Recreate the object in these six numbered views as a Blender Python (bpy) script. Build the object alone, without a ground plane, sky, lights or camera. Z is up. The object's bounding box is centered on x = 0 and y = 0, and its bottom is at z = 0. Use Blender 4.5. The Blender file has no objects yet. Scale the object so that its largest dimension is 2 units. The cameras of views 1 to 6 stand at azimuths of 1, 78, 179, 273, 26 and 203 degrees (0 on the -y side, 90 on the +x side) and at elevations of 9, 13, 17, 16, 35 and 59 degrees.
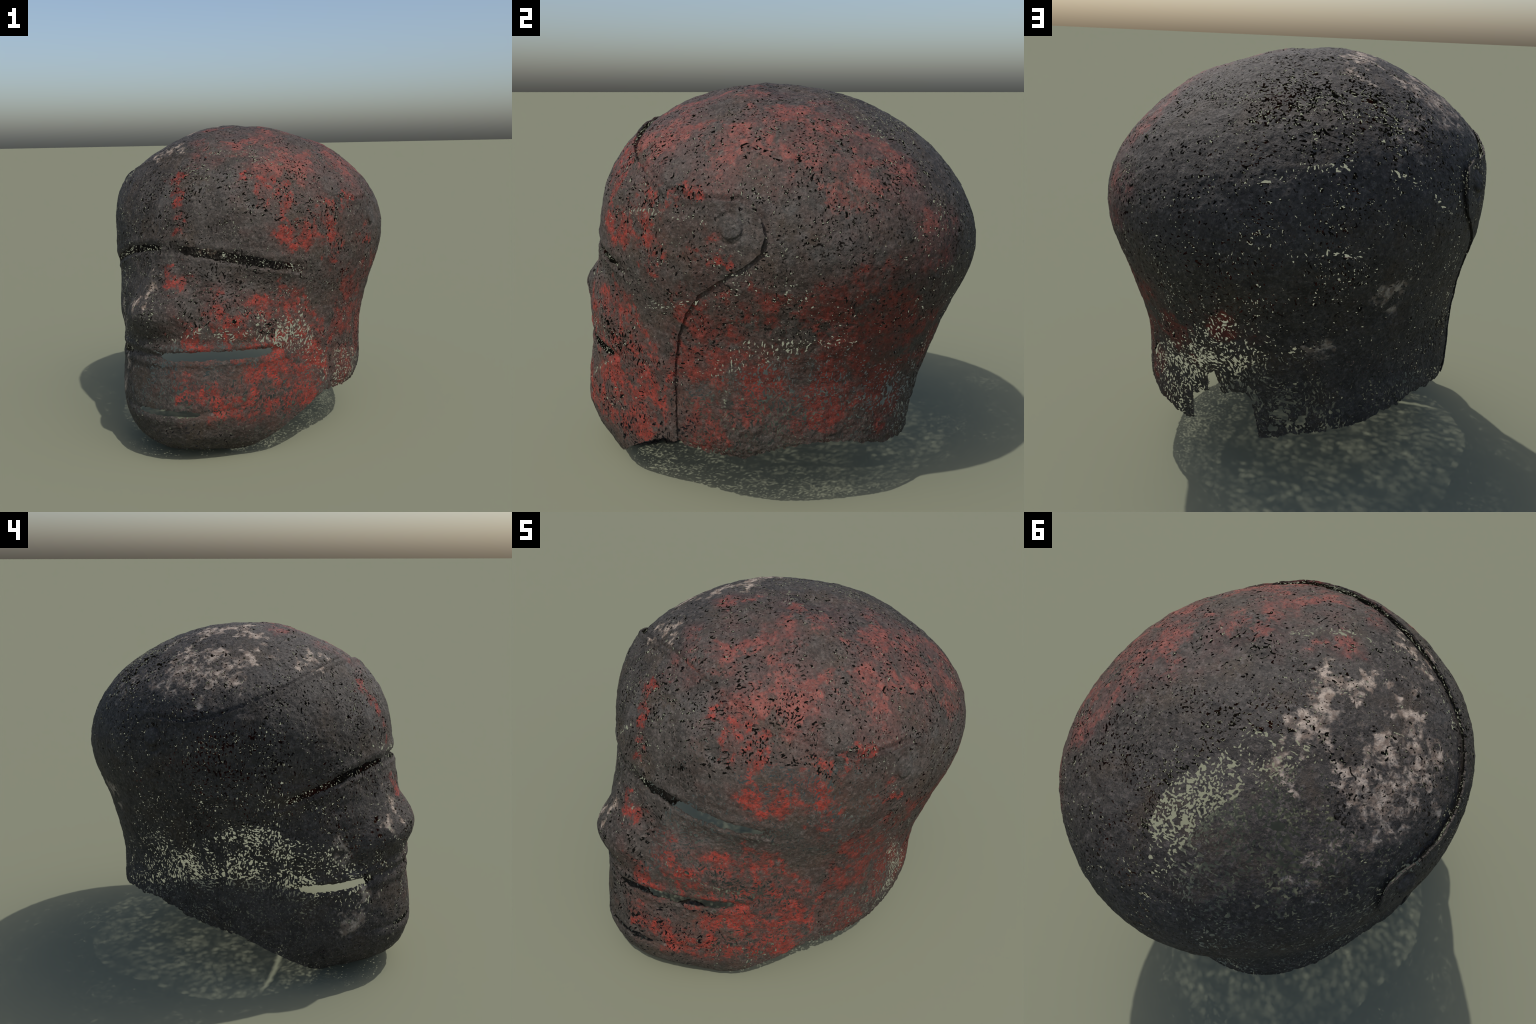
"""Corroded masked close helmet: an egg-shaped skull with a neck guard, and a
face-shaped visor (brow, eye slit, nose, mouth slit, chin) hung on two pivot
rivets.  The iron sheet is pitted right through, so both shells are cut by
hundreds of small ragged perforations."""
import bpy
import numpy as np
from math import radians, cos, sin, pi

# ----------------------------------------------------------------- numerics
def second(xk, yk):
    """Second derivatives of the natural cubic spline through (xk, yk)."""
    xk = np.asarray(xk, float); yk = np.asarray(yk, float)
    n = len(xk); h = np.diff(xk)
    A = np.eye(n); b = np.zeros_like(yk)
    for i in range(1, n - 1):
        A[i, i - 1:i + 2] = h[i - 1], 2 * (h[i - 1] + h[i]), h[i]
        b[i] = 6 * ((yk[i + 1] - yk[i]) / h[i] - (yk[i] - yk[i - 1]) / h[i - 1])
    return np.linalg.solve(A, b)


def cubic(xk, yk, m, x, col=None):
    xk = np.asarray(xk, float); yk = np.asarray(yk, float); h = np.diff(xk)
    x = np.clip(x, xk[0], xk[-1])
    i = np.clip(np.searchsorted(xk, x) - 1, 0, len(xk) - 2)
    a = (xk[i + 1] - x) / h[i]; c = 1 - a; hh = h[i] ** 2 / 6
    if col is None:
        if yk.ndim > 1:
            a, c, hh = a[:, None], c[:, None], hh[:, None]
        lo, hi = i, i + 1
    else:
        lo, hi = (i, col), (i + 1, col)
    return a * yk[lo] + c * yk[hi] + ((a ** 3 - a) * m[lo] + (c ** 3 - c) * m[hi]) * hh


def spline(xk, yk, x):
    return cubic(xk, yk, second(xk, yk), x)


def smooth(e0, e1, x):
    t = np.clip((x - e0) / (e1 - e0), 0, 1)
    return t * t * (3 - 2 * t)


_rng = np.random.default_rng(7)
_perm = np.tile(_rng.permutation(256), 3)
_grad = _rng.normal(size=(256, 3)); _grad /= np.linalg.norm(_grad, axis=1)[:, None]


def noise(p, freq, seed=0):
    """Perlin gradient noise, roughly -1..1."""
    q = p * freq + np.array([17.3, 5.1, 9.7]) * (seed + 1)
    i = np.floor(q).astype(int); f = q - i; i &= 255
    w = f * f * f * (f * (f * 6 - 15) + 10)
    out = 0
    for dx in (0, 1):
        for dy in (0, 1):
            for dz in (0, 1):
                g = _grad[_perm[_perm[_perm[(i[:, 0] + dx) & 255] + ((i[:, 1] + dy) & 255)] + ((i[:, 2] + dz) & 255)]]
                d = f - np.array([dx, dy, dz])
                wt = (w[:, 0] if dx else 1 - w[:, 0]) * (w[:, 1] if dy else 1 - w[:, 1]) * (w[:, 2] if dz else 1 - w[:, 2])
                out = out + wt * (g * d).sum(1)
    return out * 1.7


def geodesic(n):
    """Directions and triangles of an icosahedron split n-fold along each edge."""
    t = (1 + 5 ** .5) / 2
    V = np.array([(-1, t, 0), (1, t, 0), (-1, -t, 0), (1, -t, 0), (0, -1, t), (0, 1, t), (0, -1, -t), (0, 1, -t),
                  (t, 0, -1), (t, 0, 1), (-t, 0, -1), (-t, 0, 1)], float)
    F = [(0, 11, 5), (0, 5, 1), (0, 1, 7), (0, 7, 10), (0, 10, 11), (1, 5, 9), (5, 11, 4), (11, 10, 2), (10, 7, 6), (7, 1, 8),
         (3, 9, 4), (3, 4, 2), (3, 2, 6), (3, 6, 8), (3, 8, 9), (4, 9, 5), (2, 4, 11), (6, 2, 10), (8, 6, 7), (9, 8, 1)]
    ii, jj = np.meshgrid(np.arange(n + 1), np.arange(n + 1), indexing='ij')
    ok = ii + jj <= n
    index = -np.ones((n + 1, n + 1), int); index[ok] = np.arange(ok.sum())
    a, b = ii[ok] / n, jj[ok] / n
    up = (ii + jj) < n; u, v = ii[up], jj[up]
    tri = [np.stack([index[u, v], index[u + 1, v], index[u, v + 1]], 1)]
    dn = (ii + jj) < n - 1; u, v = ii[dn], jj[dn]
    tri.append(np.stack([index[u + 1, v], index[u + 1, v + 1], index[u, v + 1]], 1))
    tri = np.concatenate(tri)
    pts, tris = [], []
    for k, (p, q, r) in enumerate(F):
        pts.append((1 - a - b)[:, None] * V[p] + a[:, None] * V[q] + b[:, None] * V[r])
        tris.append(tri + k * len(a))
    P = np.concatenate(pts); T = np.concatenate(tris)
    P /= np.linalg.norm(P, axis=1)[:, None]
    key = np.round(P * 1e5).astype(np.int64)
    _, first, inv = np.unique(key, axis=0, return_index=True, return_inverse=True)
    return P[first], inv.reshape(-1)[T]


# ------------------------------------------------------- the helmet's form
# Local frame: front = -y, helmet's own left/right = +x/-x, centre at z = 1.
YAW, ROLL = radians(-28), radians(1.3)
CENTRE = np.array([-0.03, 0.0, 1.0])
ROT = np.array([[cos(YAW), -sin(YAW), 0], [sin(YAW), cos(YAW), 0], [0, 0, 1]]) @ \
      np.array([[cos(ROLL), 0, sin(ROLL)], [0, 1, 0], [-sin(ROLL), 0, cos(ROLL)]])

ELEV = [-60, -50, -40, -30, -20, -10, 0, 10, 20, 30, 45, 60, 75, 90]
# columns: angle from the face (0) round to the nape (180)
ANGLE = [-150, -120, -90, -75, -55, -35, -15, 0, 15, 35, 55, 75, 90, 120, 150, 180]
RADIUS = [
    [1.320, 1.320, 1.250, 1.240, 1.238, 1.206, 1.130, 1.100, 1.130, 1.206, 1.238, 1.241, 1.251, 1.320, 1.320, 1.300],
    [1.170, 1.149, 1.058, 1.097, 1.186, 1.239, 1.263, 1.277, 1.265, 1.244, 1.192, 1.118, 1.087, 1.152, 1.170, 1.130],
    [1.030, .992, .931, .984, 1.060, 1.157, 1.292, 1.352, 1.296, 1.174, 1.087, 1.027, 1.010, 1.017, 1.034, .989],
    [.923, .855, .836, .886, .927, 1.017, 1.181, 1.252, 1.181, 1.045, .957, .915, .903, .903, .929, .916],
    [.881, .817, .790, .825, .859, .933, 1.055, 1.117, 1.047, .947, .882, .846, .829, .840, .883, .899],
    [.880, .815, .786, .808, .841, .907, .999, 1.059, 1.006, .906, .834, .813, .800, .835, .892, .907],
    [.924, .841, .815, .830, .855, .884, .952, .970, .953, .878, .831, .820, .814, .862, .934, .965],
    [1.000, .911, .874, .883, .896, .893, .925, .943, .930, .899, .869, .862, .860, .925, 1.013, 1.043],
    [1.039, .978, .945, .942, .942, .941, .949, .959, .940, .939, .914, .910, .918, .984, 1.065, 1.069],
    [1.046, 1.005, .995, .996, 1.001, .993, .987, .989, .979, .980, .964, .962, .971, 1.012, 1.068, 1.063],
    [1.025, 1.005, 1.005, 1.007, 1.014, 1.016, 1.005, 1.005, 1.002, .994, .977, .979, .989, 1.007, 1.026, 1.032],
    [.991, .987, .991, .993, .997, 1.004, 1.011, 1.007, .994, .978, .977, .982, .984, .992, .999, 1.006],
    [.979, .985, .990, .993, .996, .991, .988, .986, .974, .966, .979, .986, .977, .959, .973, .981],
    [.970, .970, .970, .970, .970, .970, .970, .970, .970, .970, .970, .970, .970, .970, .970, .970],
]


def angles(p):
    return np.degrees(np.arctan2(p[:, 0], -p[:, 1]))


def base_radius(d):
    el = np.degrees(np.arcsin(np.clip(d[:, 2], -1, 1)))
    ph = angles(d)
    # wrap the section round so that the spline has no seam
    ak = np.array([-240, -210, -180] + ANGLE + [210, 240], float)
    tab = np.array(RADIUS)
    tab = np.concatenate([tab[:, -3:], tab, tab[:, :2]], 1)
    fine = np.linspace(-180, 180, 181)
    cols = spline(ak, tab.T, fine)                      # (181, elevations)
    a = np.clip((ph + 180) / 2, 0, 179.9999); i = a.astype(int); f = a - i
    # spline over elevation, evaluated only at the two neighbouring columns
    m = second(ELEV, cols.T)                            # (elevations, 181)
    return cubic(ELEV, cols.T, m, el, i) * (1 - f) + cubic(ELEV, cols.T, m, el, i + 1) * f


# heights of the slits over the face angle
def eye_line(ph):
    return spline([-60, -44, -27, -10, 0, 10, 28, 46, 60], [1.07, 1.115, 1.20, 1.255, 1.265, 1.255, 1.215, 1.165, 1.12], ph)


def mouth_line(ph):
    return spline([-60, -40, -24, -10, 0, 12, 25, 40, 60], [.60, .60, .61, .645, .655, .665, .665, .675, .70], ph)


def chin_line(ph):
    return spline([-30, -7, 4, 14, 30], [.33, .325, .33, .33, .36], ph)


def face_relief(q):
    """Forward push (metres) of nose, brow, cheeks, lips over the smooth face."""
    x, z = q[:, 0], q[:, 2]; ph = angles(q)
    front = smooth(75, 45, np.abs(ph))
    # the nose is a broad wedge whose lower edge slopes to the helmet's right
    xn = x + .05; zn = z + .03 - .2 * xn
    half = spline([.76, .88, .95, 1.05, 1.15, 1.25, 1.30], [.24, .29, .275, .20, .13, .07, .05], zn)
    high = spline([.74, .79, .84, .89, .93, .98, 1.05, 1.12, 1.18, 1.24, 1.28], [0, .010, .038, .070, .084, .074, .044, .026, .014, .004, 0], zn)
    high = np.where((zn < .74) | (zn > 1.28), 0, np.maximum(high, 0))
    t = np.clip(np.abs(xn) / half, 0, 1)
    nose = .88 * high * (1 - t ** 3.2) ** 1.1
    ze = z - eye_line(ph)
    ridge = .006 * np.exp(-((ze - .05) / .025) ** 2) - .006 * np.exp(-((ze + .01) / .03) ** 2) + .004 * np.exp(-((ze + .045) / .012) ** 2)
    ridge = ridge * smooth(62, 48, np.abs(ph))
    zm = z - mouth_line(ph)
    lips = .010 * np.exp(-((zm - .04) / .022) ** 2) + .008 * np.exp(-((zm + .045) / .025) ** 2) - .006 * np.exp(-(zm / .014) ** 2)
    lips = lips * smooth(50, 40, np.abs(ph))
    zc = z - chin_line(ph)
    chin = (.008 * np.exp(-((zc + .05) / .03) ** 2) - .006 * np.exp(-(zc / .015) ** 2)) * smooth(26, 14, np.abs(ph - 3))
    cheek = .014 * np.exp(-((np.abs(ph) - 42) / 14) ** 2 - ((z - .83) / .09) ** 2) - .010 * np.exp(-((np.abs(ph) - 30) / 12) ** 2 - ((z - 1.06) / .05) ** 2)
    return front * (nose + ridge + lips + chin + cheek)


PIVOT = (.055, 1.41)        # where the visor turns: front-back, height

# the visor's outline as seen from the side, in (front-back, height)
VISOR_OUTLINE = [(-.70, 2.1), (-.635, 1.84), (-.62, 1.78), (-.585, 1.735), (-.54, 1.69), (-.48, 1.65), (-.40, 1.605), (-.28, 1.55),
                 (-.14, 1.52), (.00, 1.52), (.08, 1.525), (.14, 1.505), (.19, 1.455), (.205, 1.39), (.185, 1.315), (.115, 1.255),
                 (.01, 1.19), (-.10, 1.11), (-.175, 1.01), (-.225, .90), (-.25, .78), (-.262, .66), (-.262, .54), (-.262, .40), (-.27, -.4),
                 (-2, -.4), (-2, 2.1)]


def visor_side(p):
    """Signed distance (side view) to the visor outline: positive inside."""
    P = np.array(VISOR_OUTLINE); x = p[:, 1:3]
    best = np.full(len(x), 9.); inside = np.zeros(len(x), bool)
    for a, b in zip(P, np.roll(P, -1, 0)):
        ab = b - a; ap = x - a
        t = np.clip((ap @ ab) / (ab @ ab), 0, 1)
        best = np.minimum(best, np.linalg.norm(ap - t[:, None] * ab, axis=1))
        cross = (a[1] > x[:, 1]) != (b[1] > x[:, 1])
        with np.errstate(divide='ignore', invalid='ignore'):
            xx = a[0] + (x[:, 1] - a[1]) * ab[0] / ab[1]
        inside ^= cross & (x[:, 0] < xx)
    return np.where(inside, best, -best)


RIM = [(-180, .48), (-172, .50), (-170, .49), (-168.5, .41), (-167, .28), (-157, .32), (-150, .34), (-139, .36), (-126, .385), (-106, .405), (-95, .37), (-88, .345),
       (-76, .335), (-65, .325), (-55, .265), (-45, .19), (-37, .12), (-30, .06), (-22, .02), (-10, .006), (0, .004), (10, .004), (20, .008), (28, .05), (35, .10), (43, .17),
       (56, .29), (65, .345), (72, .35), (80, .335), (90, .32), (95, .315), (102, .36), (110, .385), (120, .395), (132, .385), (145, .325), (155, .295), (163, .275),
       (166.5, .28), (167.5, .43), (172, .46), (174.5, .47), (175.5, .57), (178.5, .60), (179.3, .50), (180, .48)]


def rim_height(ph):
    a = np.array(RIM)
    return np.interp(ph, a[:, 0], a[:, 1])


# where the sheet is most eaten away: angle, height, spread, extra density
EATEN = [(170, .60, 20, .15, .24), (-158, .42, 10, .12, .26), (112, .58, 30, .10, .14), (-88, .66, 20, .09, .22), (-60, .84, 14, .14, .16), (-38, .66, 12, .10, .18),
         (-142, 1.74, 30, .13, .32), (42, .78, 18, .11, .18), (35, .38, 30, .15, .10), (25, 1.02, 12, .10, .10), (50, 1.62, 26, .12, .09), (-60, 1.35, 22, .22, .08),
         (0, 1.55, 26, .16, .05), (12, .55, 14, .12, .12), (130, 1.55, 30, .15, .05)]
SOUND = [(95, 1.40, 10, .10, .12), (140, .80, 20, .16, .09), (66, .85, 10, .2, .08), (-128, .75, 24, .22, .09), (-50, .32, 26, .14, .07), (-105, 1.15, 26, .22, .05), (-30, 1.9, 60, .08, .05)]


def density(p, ph):
    d = np.full(len(p), .13)
    for sign, spots in ((1, EATEN), (-1, SOUND)):
        for a, z, sa, sz, k in spots:
            da = (ph - a + 180) % 360 - 180
            d += sign * k * np.exp(-(da / sa) ** 2 - ((p[:, 2] - z) / sz) ** 2)
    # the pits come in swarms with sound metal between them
    d *= .5 + 1.0 * smooth(-.45, .45, noise(p, 7, 40) + .6 * noise(p, 20, 41))
    return np.clip(d, .012, .50)


def pits(p, ph, seed):
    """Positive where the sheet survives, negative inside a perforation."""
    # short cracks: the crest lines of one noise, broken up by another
    layers = []
    for k, stretch in enumerate(((1, 1, .55), (.6, .6, 1.2))):
        q = p * np.array(stretch) + .012 * noise(p, 19, seed + k)[:, None]
        crest = 1 - 3.2 * np.abs(noise(q, 78, seed + 4 + k))
        layers.append(.34 * crest + .58 * noise(q, 104, seed + 8 + k) + .36 * noise(q, 205, seed + 14 + k))
    w = smooth(-.15, .15, noise(p, 5, seed + 12))
    n = layers[0] * w + layers[1] * (1 - w)
    d = density(p, ph)
    # noise quantile for the wished share of holes
    q = np.quantile(n[::7], 1 - np.linspace(.0, .6, 61))
    limit = np.interp(d, np.linspace(.0, .6, 61), q)
    return (limit - n) * .008


ROUND_HOLES = [(14, .885, .012), (25, .865, .014), (27, 1.085, .012), (-14, .885, .012)]


def form(d, part):
    """Local points (z up from the ground) for directions d."""
    r = base_radius(d)
    p = d * r[:, None]; p[:, 2] += 1
    push = face_relief(p)
    g = visor_side(p)
    hammered = .0035 * noise(p, 14, 60) + .0022 * noise(p, 30, 61) + .0012 * noise(p, 70, 62)
    rough = smooth(.62, .35, p[:, 2]) * smooth(60, 80, np.abs(angles(p)))
    hammered += rough * (.004 * noise(p, 38, 63) + .003 * noise(p, 75, 64))
    if part == 'visor':
        upper = smooth(1.2, 1.5, p[:, 2])
        lobe = np.hypot(p[:, 1] - PIVOT[0], p[:, 2] - PIVOT[1])
        off = (.004 + .006 * upper) * smooth(.30, .0, g) + (.001 + .006 * upper) * smooth(.035, .008, g) \
            - .005 * np.exp(-((lobe - .062) / .009) ** 2)
    else:
        off = -.004 * smooth(-.12, .0, g) - (.003 + .006 * smooth(1.1, 1.4, p[:, 2])) * smooth(-.03, -.005, g)
    h = np.stack([p[:, 0] * .35, p[:, 1], 0 * r], 1)
    h /= np.linalg.norm(h, axis=1)[:, None] + 1e-9
    p = p + d * (off + hammered)[:, None] + h * push[:, None]
    return p


def slit(p, ph, line, lo, hi, half, seed):
    f = np.abs(p[:, 2] - line(ph)) - half * np.sqrt(np.clip(1 - ((ph - (lo + hi) / 2) / ((hi - lo) / 2)) ** 6, 0, 1)) \
        + .006 * noise(p, 22, seed) + .005 * noise(p, 55, seed + 1)
    return np.where((ph > lo) & (ph < hi), f, np.maximum(f, .004 * np.minimum(np.abs(ph - lo), np.abs(ph - hi))))


def edge_field(p, part):
    """Distance inside the made edges: rim, visor outline, slits, breaths."""
    ph = angles(p)
    g = visor_side(p)
    ragged = .010 * noise(p, 9, 20) + .010 * noise(p, 26, 21) + .007 * noise(p, 60, 22)
    calm = np.where(np.abs(ph) < 60, .3, 1.)
    f = p[:, 2] - rim_height(ph) + ragged * calm
    if part == 'visor':
        f = np.minimum(f, g + .004 * noise(p, 40, 25))
        for line, lo, hi, half, seed in ((eye_line, 3, 48, .028, 10), (eye_line, -46, -4, .023, 12), (mouth_line, 1, 39, .025, 14),
                                         (mouth_line, -39, -14, .021, 16), (chin_line, -7, 14, .016, 18)):
            f = np.minimum(f, slit(p, ph, line, lo, hi, half, seed))
        for a, z, r in ROUND_HOLES:
            c = np.array([sin(radians(a)), -cos(radians(a))])
            s = np.hypot(p[:, 0] * -c[1] + p[:, 1] * c[0], p[:, 2] - z)
            f = np.minimum(f, np.where(p[:, 1] < 0, s - r, 1))
    else:
        f = np.minimum(f, .014 + .02 * smooth(1.0, 1.2, p[:, 2]) - g)
    return f


def sheet_field(p, part):
    ph = angles(p)
    f = np.minimum(edge_field(p, part), pits(p, ph, 30))
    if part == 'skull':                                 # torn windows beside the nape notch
        torn = np.exp(-((ph + 157) / 10) ** 2 - ((p[:, 2] - .40) / .11) ** 2)
        f = np.minimum(f, (1.6 - 1.95 * torn - noise(p, 17, 70) - .3 * noise(p, 40, 71)) * .03)
    return f


def clip(dirs, tris, field):
    """Keep field > 0, cutting the triangles the border runs through."""
    s = field > 0
    k = s[tris].sum(1)
    out = [tris[k == 3]]
    used = tris[(k == 1) | (k == 2)]
    cnt = s[used].sum(1)
    # rotate so that the odd vertex comes first
    odd = np.where(cnt[:, None] == 1, s[used], ~s[used])
    sh = odd.argmax(1)
    used = used[np.arange(len(used))[:, None], (sh[:, None] + np.arange(3)) % 3]
    e = np.concatenate([used[:, [0, 1]], used[:, [0, 2]]])
    es = np.sort(e, 1)
    uq, inv = np.unique(es, axis=0, return_inverse=True); inv = inv.reshape(-1)
    fa, fb = field[uq[:, 0]], field[uq[:, 1]]
    t = np.clip(fa / (fa - fb), .04, .96)[:, None]
    nd = dirs[uq[:, 0]] * (1 - t) + dirs[uq[:, 1]] * t
    nd /= np.linalg.norm(nd, axis=1)[:, None]
    n0 = len(dirs); m = len(used)
    i1, i2 = n0 + inv[:m], n0 + inv[m:]
    one = cnt == 1
    out.append(np.stack([used[one, 0], i1[one], i2[one]], 1))
    two = ~one
    out.append(np.stack([i1[two], used[two, 1], used[two, 2]], 1))
    out.append(np.stack([i1[two], used[two, 2], i2[two]], 1))
    T = np.concatenate(out); D = np.concatenate([dirs, nd])
    keep, T2 = np.unique(T, return_inverse=True)
    return D[keep], T2.reshape(T.shape)


def drop_crumbs(T, count, least):
    """Remove loose flakes: connected islands with fewer than `least` triangles."""
    lab = np.arange(count)
    for _ in range(400):
        m = lab[T].min(1)
        new = lab.copy()
        for c in range(3):
            np.minimum.at(new, T[:, c], m)
        new = new[new]
        if (new == lab).all():
            break
        lab = new
    size = np.bincount(lab[T[:, 0]], minlength=count)
    return T[size[lab[T[:, 0]]] >= least]


def world(p):
    q = p.copy(); q[:, 2] -= 1
    return q @ ROT.T + CENTRE


THICK = .008


def sheet(name, part, dirs, tris, material, parent):
    """The iron sheet, with a wall of its own thickness along rim, edge and slits."""
    p = form(dirs, part)
    side = visor_side(p)
    near = ((side > -.03) if part == 'visor' else (side < .07)) & (p[:, 2] > -.15)
    T = tris[near[tris].all(1)]
    keep, T = np.unique(T, return_inverse=True); T = T.reshape(-1, 3)
    D, T = clip(dirs[keep], T, sheet_field(p[keep], part))
    T = drop_crumbs(T, len(D), 40)
    keep, T = np.unique(T, return_inverse=True); T = T.reshape(-1, 3); D = D[keep]
    P = form(D, part)
    N = np.zeros_like(P)
    fn = np.cross(P[T[:, 1]] - P[T[:, 0]], P[T[:, 2]] - P[T[:, 0]])
    for c in range(3):
        for ax in range(3):
            N[:, ax] += np.bincount(T[:, c], fn[:, ax], len(P))
    N /= np.linalg.norm(N, axis=1)[:, None] + 1e-12
    e = np.concatenate([T[:, [0, 1]], T[:, [1, 2]], T[:, [2, 0]]])
    key = np.sort(e, 1); key = key[:, 0] * len(P) + key[:, 1]
    _, inv, cnt = np.unique(key, return_inverse=True, return_counts=True)
    b = e[cnt[inv.reshape(-1)] == 1]                    # edges with one triangle only
    bv, bi = np.unique(b, return_inverse=True); bi = bi.reshape(-1, 2)
    edge = edge_field(P[bv], part) < .006               # a made edge, not a pit
    bi = bi[edge[bi].all(1)]
    k, n = len(bv), len(P)
    wall = np.concatenate([np.stack([bi[:, 1], bi[:, 0], bi[:, 0] + k], 1), np.stack([bi[:, 1], bi[:, 0] + k, bi[:, 1] + k], 1)]) + n
    V = np.concatenate([P, P[bv], P[bv] - N[bv] * THICK]); F = np.concatenate([T, wall])
    keep, F = np.unique(F, return_inverse=True)
    return make_mesh(name, world(V[keep]), F.reshape(-1, 3), material, parent)


def make_mesh(name, V, F, material, parent):
    me = bpy.data.meshes.new(name)
    me.vertices.add(len(V)); me.vertices.foreach_set('co', V.astype(np.float32).ravel())
    me.loops.add(F.size); me.loops.foreach_set('vertex_index', F.astype(np.int32).ravel())
    me.polygons.add(len(F)); me.polygons.foreach_set('loop_start', np.arange(0, F.size, 3, dtype=np.int32))
    me.update(calc_edges=True); me.validate()
    me.polygons.foreach_set('use_smooth', np.ones(len(me.polygons), bool))
    me.materials.append(material)
    ob = bpy.data.objects.new(name, me)
    bpy.context.scene.collection.objects.link(ob)
    ob.parent = parent
    return ob


# --------------------------------------------------------------- materials
class Nodes:
    def __init__(self, name):
        self.mat = bpy.data.materials.new(name); self.mat.use_nodes = True
        self.t = self.mat.node_tree; self.t.nodes.clear()
        self.co = self.t.nodes.new('ShaderNodeTexCoord').outputs['Object']
        # position wobbled by noise, so that patches get ragged outlines
        n = self.add('ShaderNodeTexNoise', Vector=self.co, Scale=7.0, Detail=5.0, Roughness=.6)
        w = self.t.nodes.new('ShaderNodeVectorMath'); w.operation = 'MULTIPLY_ADD'
        self.t.links.new(n.outputs['Color'], w.inputs[0]); w.inputs[1].default_value = (.5, .5, .5)
        self.t.links.new(self.co, w.inputs[2])
        s = self.t.nodes.new('ShaderNodeVectorMath'); s.operation = 'SUBTRACT'
        self.t.links.new(w.outputs[0], s.inputs[0]); s.inputs[1].default_value = (.25, .25, .25)
        self.warped = s.outputs[0]

    def add(self, kind, **inputs):
        n = self.t.nodes.new(kind)
        for k, v in inputs.items():
            key = int(k[1:]) if k[0] == 'i' and k[1:].isdigit() else k.replace('_', ' ')
            if hasattr(v, 'is_linked') or hasattr(v, 'links'):
                self.t.links.new(v, n.inputs[key])
            else:
                n.inputs[key].default_value = v
        return n

    def noise(self, scale, detail=4, rough=.55, distort=0, offset=(0, 0, 0), stretch=(1, 1, 1)):
        m = self.add('ShaderNodeMapping', Vector=self.co, Location=offset, Scale=stretch)
        return self.add('ShaderNodeTexNoise', Vector=m.outputs[0], Scale=scale, Detail=detail, Roughness=rough, Distortion=distort).outputs['Fac']

    def math(self, op, a, b=0.0, clamp=False):
        n = self.t.nodes.new('ShaderNodeMath'); n.operation = op; n.use_clamp = clamp
        for i, v in enumerate((a, b)):
            if isinstance(v, (int, float)):
                n.inputs[i].default_value = v
            else:
                self.t.links.new(v, n.inputs[i])
        return n.outputs[0]

    def ramp(self, fac, lo, hi):
        n = self.t.nodes.new('ShaderNodeMapRange'); n.interpolation_type = 'SMOOTHSTEP'
        self.t.links.new(fac, n.inputs['Value'])
        n.inputs['From Min'].default_value = lo; n.inputs['From Max'].default_value = hi
        return n.outputs['Result']

    def blob(self, centre, radius):
        """1 at a world point, falling to 0 at the radius."""
        d = self.t.nodes.new('ShaderNodeVectorMath'); d.operation = 'DISTANCE'
        self.t.links.new(self.warped, d.inputs[0]); d.inputs[1].default_value = centre
        return self.ramp(d.outputs['Value'], radius * 1.25, radius * .2)

    def blobs(self, spots):
        out = None
        for c, r in spots:
            b = self.blob(c, r)
            out = b if out is None else self.math('MAXIMUM', out, b)
        return out

    def mix(self, fac, a, b):
        n = self.t.nodes.new('ShaderNodeMix'); n.data_type = 'RGBA'
        for i, v in ((0, fac), (6, a), (7, b)):
            if isinstance(v, tuple):
                n.inputs[i].default_value = (*v, 1)
            elif isinstance(v, (int, float)):
                n.inputs[i].default_value = v
            else:
                self.t.links.new(v, n.inputs[i])
        return n.outputs[2]


def at(phi, z, rho=.9):
    """World point from a helmet angle, height and distance from the axis."""
    a = radians(phi)
    return tuple(world(np.array([[rho * sin(a), -rho * cos(a), z]]))[0])


# where paint, crust and bare patches sit: angle, height, axis distance, radius
RED_WORN = [(45, 1.86, .35, .24), (76, 1.89, .22, .2), (116, 1.85, .47, .24), (132, 1.80, .6, .22), (58, 1.74, .61, .26), (93, 1.72, .66, .28), (118, 1.69, .72, .26),
            (129, 1.56, .87, .2), (142, 1.66, .82, .2), (6, 1.82, .58, .16), (20, 1.84, .52, .16), (40, 1.74, .68, .2), (150, 1.35, 1.0, .2), (-15, 1.93, .25, .12)]
RED_BRIGHT = [(63, 1.50, .82, .15), (77, 1.51, .81, .12), (57, 1.38, .85, .18), (68, 1.32, .84, .18), (86, 1.29, .86, .12), (45, 1.56, .83, .16), (31, 1.65, .78, .15), (44, 1.40, .87, .16),
              (-3, 1.67, .76, .09), (0, 1.58, .82, .08), (1, 1.46, .87, .09), (2, 1.30, .91, .08), (3, 1.08, .98, .11), (22, .97, .95, .17), (36, .95, .92, .2), (48, .92, .88, .2),
              (12, .76, 1.0, .2), (28, .78, .95, .16), (55, .80, .84, .16), (40, .58, .88, .30), (55, .52, .85, .28), (32, .40, .93, .28), (52, .38, .86, .22), (10, .48, 1.04, .17), (18, .40, 1.02, .18), (66, .62, .82, .12)]
RED_DARK = [(81, 1.00, .80, .2), (88, .84, .78, .24), (75, .76, .78, .18), (104, 1.04, .84, .18), (122, 1.06, .88, .2), (132, 1.18, .95, .17), (127, .88, .82, .28), (140, .98, .9, .25),
            (140, .70, .8, .28), (152, .95, .92, .2), (122, .62, .78, .26), (100, .68, .78, .24), (81, .43, .75, .2), (146, .48, .8, .2), (165, .75, .85, .2), (-175, .85, .9, .14)]
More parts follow.
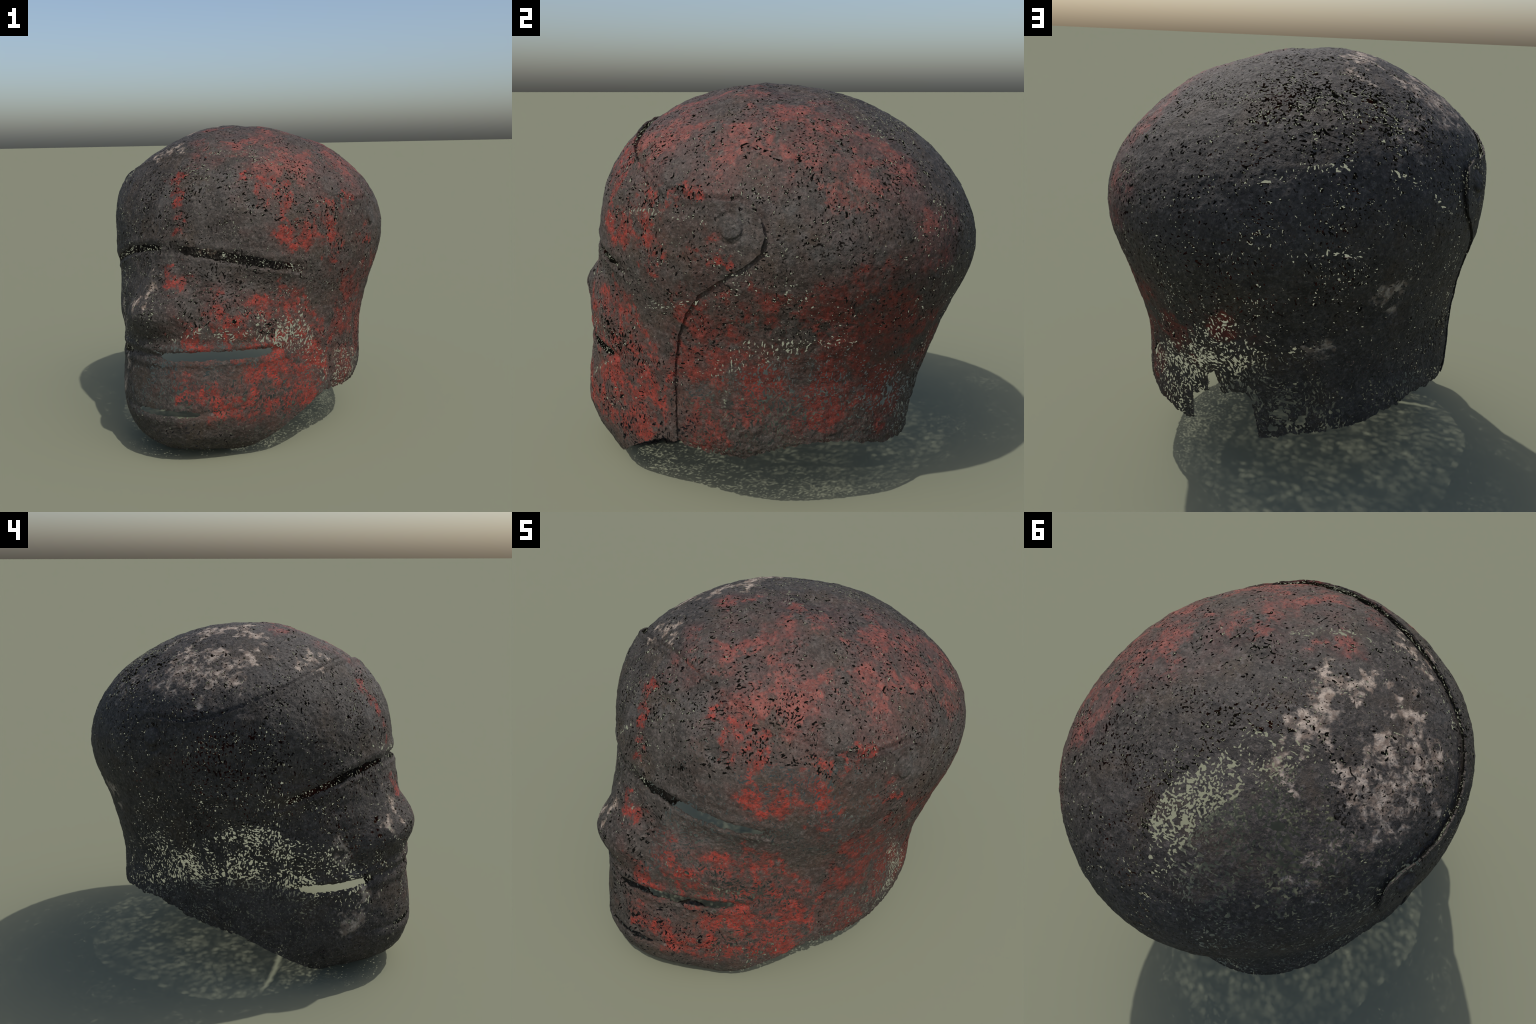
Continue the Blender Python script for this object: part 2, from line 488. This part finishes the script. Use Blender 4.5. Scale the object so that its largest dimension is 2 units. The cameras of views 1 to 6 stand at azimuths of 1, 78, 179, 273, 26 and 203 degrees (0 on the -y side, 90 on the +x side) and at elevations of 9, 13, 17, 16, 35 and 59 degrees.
PALE = [(-92, 1.79, .64, .21), (-83, 1.83, .57, .22), (-72, 1.76, .66, .22), (-92, 1.70, .73, .15), (-59, 1.82, .54, .13), (-104, 1.72, .71, .14), (-118, 1.64, .76, .14),
        (-73, 1.95, .28, .17), (-93, 1.94, .31, .16), (-54, 1.93, .34, .12), (-98, 1.84, .54, .12), (-112, 1.93, .31, .12), (-125, 1.88, .43, .10), (-27, 1.79, .63, .13), (-20, 1.82, .59, .11), (-76, 1.60, .82, .1),
        (-7, 1.02, 1.02, .13), (-14, .93, 1.05, .10), (-22, .38, 1.0, .14), (-18, .55, 1.02, .12), (-26, .78, .97, .12), (-150, .78, .86, .13), (-130, 1.0, .86, .13)]
GREY = [(22, 1.66, .75, .22), (-45, 1.74, .68, .2), (100, 1.40, .87, .25), (125, 1.35, .92, .3), (-8, 1.55, .85, .2), (25, 1.05, .93, .18)]


def iron():
    k = Nodes('corroded_painted_iron')
    spots = lambda rows: k.blobs([(at(*r[:3]), r[3]) for r in rows])
    inv = lambda v: k.math('SUBTRACT', 1.0, v)
    mix2 = lambda a, wa, b, wb: k.math('ADD', k.math('MULTIPLY', a, wa), k.math('MULTIPLY', b, wb))
    fine = k.noise(42, 6, .65); grain = k.noise(95, 4, .65, 0, (2, 2, 2)); mid = k.noise(9, 5, .6, .4, (3, 1, 2))
    col = k.mix(k.ramp(mid, .35, .65), (.027, .0235, .0195), (.050, .0445, .0385))
    col = k.mix(k.ramp(k.noise(5, 3, .5, 0, (1, 9, 4)), .50, .68), col, (.048, .037, .027))
    grey = k.math('MULTIPLY', k.ramp(mix2(k.noise(11, 4, .55, .3, (5, 0, 3)), 1.0, inv(spots(GREY)), -.3), .38, .55), .75)
    col = k.mix(grey, col, (.064, .0605, .056))
    col = k.mix(k.math('MULTIPLY', k.ramp(fine, .50, .66), .85), col, (.088, .077, .069))
    col = k.mix(k.math('MULTIPLY', k.ramp(grain, .56, .70), .8), col, (.014, .012, .011))
    # red paint: patches of flaking colour, soft where it is worn thin
    flake = mix2(k.noise(8, 8, .68, .5, (2, 8, 3)), .62, k.noise(36, 6, .7, .3, (6, 1, 1)), .38)
    hue = k.ramp(k.noise(18, 4, .6, 0, (8, 8, 8)), .35, .65)
    d = k.t.nodes.new('ShaderNodeVectorMath'); d.operation = 'DOT_PRODUCT'
    k.t.links.new(k.warped, d.inputs[0]); d.inputs[1].default_value = tuple(ROT[:, 0])
    wash = k.math('MULTIPLY', k.ramp(d.outputs['Value'], .05, .55), k.ramp(k.noise(8, 6, .65, .4, (9, 9, 3)), .38, .62))
    col = k.mix(k.math('MULTIPLY', wash, .30), col, (.060, .033, .025))
    broad = k.ramp(k.noise(5.5, 5, .6, .4, (4, 7, 1)), .36, .60)
    for rows, stain, dark, light, lo, hi in ((RED_DARK, (.085, .026, .019), (.085, .019, .014), (.17, .027, .018), .395, .54),
                                             (RED_WORN, (.105, .046, .040), (.115, .034, .027), (.205, .062, .048), .415, .56),
                                             (RED_BRIGHT, (.080, .032, .026), (.13, .019, .012), (.26, .031, .020), .425, .56)):
        zone = spots([(a, z, r, 1.1 * w) for a, z, r, w in rows])
        col = k.mix(k.math('MULTIPLY', k.math('MULTIPLY', zone, broad), .65), col, stain)
        cut = k.math('SUBTRACT', flake, k.math('MULTIPLY', inv(zone), .27))
        col = k.mix(k.math('MULTIPLY', k.ramp(cut, lo, hi), .92), col, k.mix(hue, dark, light))
    # worn flecks break the paint up
    col = k.mix(k.math('MULTIPLY', k.ramp(k.noise(24, 5, .7, .4, (1, 6, 2)), .53, .68), .65), col, (.047, .038, .033))
    speck = k.noise(70, 5, .7, .3, (7, 3, 1))
    col = k.mix(k.math('MULTIPLY', k.ramp(speck, .53, .63), .75), col, (.020, .017, .015))
    col = k.mix(k.math('MULTIPLY', k.ramp(speck, .45, .35), .42), col, (.14, .112, .098))
    # pale mineral crust on one side of the crown and beside the nose
    crust = k.math('SUBTRACT', mix2(k.noise(20, 6, .65, .6, (1, 2, 9)), .75, k.noise(6, 3, .5, 0, (9, 2, 9)), .25), k.math('MULTIPLY', inv(spots(PALE)), .3))
    pale = k.mix(k.ramp(k.noise(30, 3, .5, 0, (3, 3, 7)), .4, .6), (.16, .12, .092), (.34, .28, .225))
    col = k.mix(k.ramp(crust, .39, .55), col, pale)
    bump = k.add('ShaderNodeBump', Height=mix2(fine, 1.0, k.noise(130, 4, .6), .6), Strength=.5, Distance=.012)
    rough = k.math('ADD', .42, k.math('MULTIPLY', grain, .55))
    b = k.add('ShaderNodeBsdfPrincipled', Base_Color=col, Roughness=rough, Normal=bump.outputs[0])
    b.inputs['Specular IOR Level'].default_value = .25
    out = k.t.nodes.new('ShaderNodeOutputMaterial')
    k.t.links.new(b.outputs[0], out.inputs[0])
    return k.mat


# ------------------------------------------------------------------- build
def rivet(material, parent, side):
    """Domed pivot head seated in a shallow ring on the visor's lobe."""
    c = np.array([[side * .857, .06, .415]]); c /= np.linalg.norm(c)
    centre = form(c, 'visor')[0]
    eps = .05
    d1 = c + [[0, eps, 0]]; d2 = c + [[0, 0, eps]]
    a = form(d1 / np.linalg.norm(d1), 'visor')[0] - centre; b = form(d2 / np.linalg.norm(d2), 'visor')[0] - centre
    nrm = np.cross(a, b); nrm /= np.linalg.norm(nrm); nrm *= np.sign(nrm[0]) * side
    a /= np.linalg.norm(a); b = np.cross(nrm, a)
    prof = [(0, .007), (.014, .007), (.030, .0064), (.042, .0045), (.050, .000), (.052, -.012)]
    V, F, seg = [], [], 40
    V.append(centre + nrm * prof[0][1])
    for r, h in prof[1:]:
        for i in range(seg):
            t = 2 * pi * i / seg
            V.append(centre + a * r * cos(t) + b * r * sin(t) + nrm * (h + .0015 * sin(5 * t + r * 90)))
    for i in range(seg):
        F.append((0, 1 + i, 1 + (i + 1) % seg))
    for q in range(len(prof) - 2):
        for i in range(seg):
            p0, p1 = 1 + q * seg + i, 1 + q * seg + (i + 1) % seg
            F += [(p0, p0 + seg, p1 + seg), (p0, p1 + seg, p1)]
    V = world(np.array(V)); F = np.array(F)
    if side < 0:
        F = F[:, ::-1]
    return make_mesh('pivot_rivet', V, F, material, parent)


def outward(grid):
    dirs, tris = grid
    c = dirs[tris]
    flip = (np.cross(c[:, 1] - c[:, 0], c[:, 2] - c[:, 0]) * c[:, 0]).sum(1) < 0
    tris[flip] = tris[flip][:, ::-1]
    return dirs, tris


def build():
    root = bpy.data.objects.new('masked_helmet', None)
    bpy.context.scene.collection.objects.link(root)
    root['label'] = 'corroded iron helmet with face-shaped visor and red paint'
    root['category'] = 'helmet'
    mat = iron()
    dirs, tris = outward(geodesic(GRID))
    sheet('skull', 'skull', dirs, tris, mat, root)
    sheet('visor', 'visor', dirs, tris, mat, root)
    for side in (1, -1):
        rivet(mat, root, side)


GRID = 280
build()
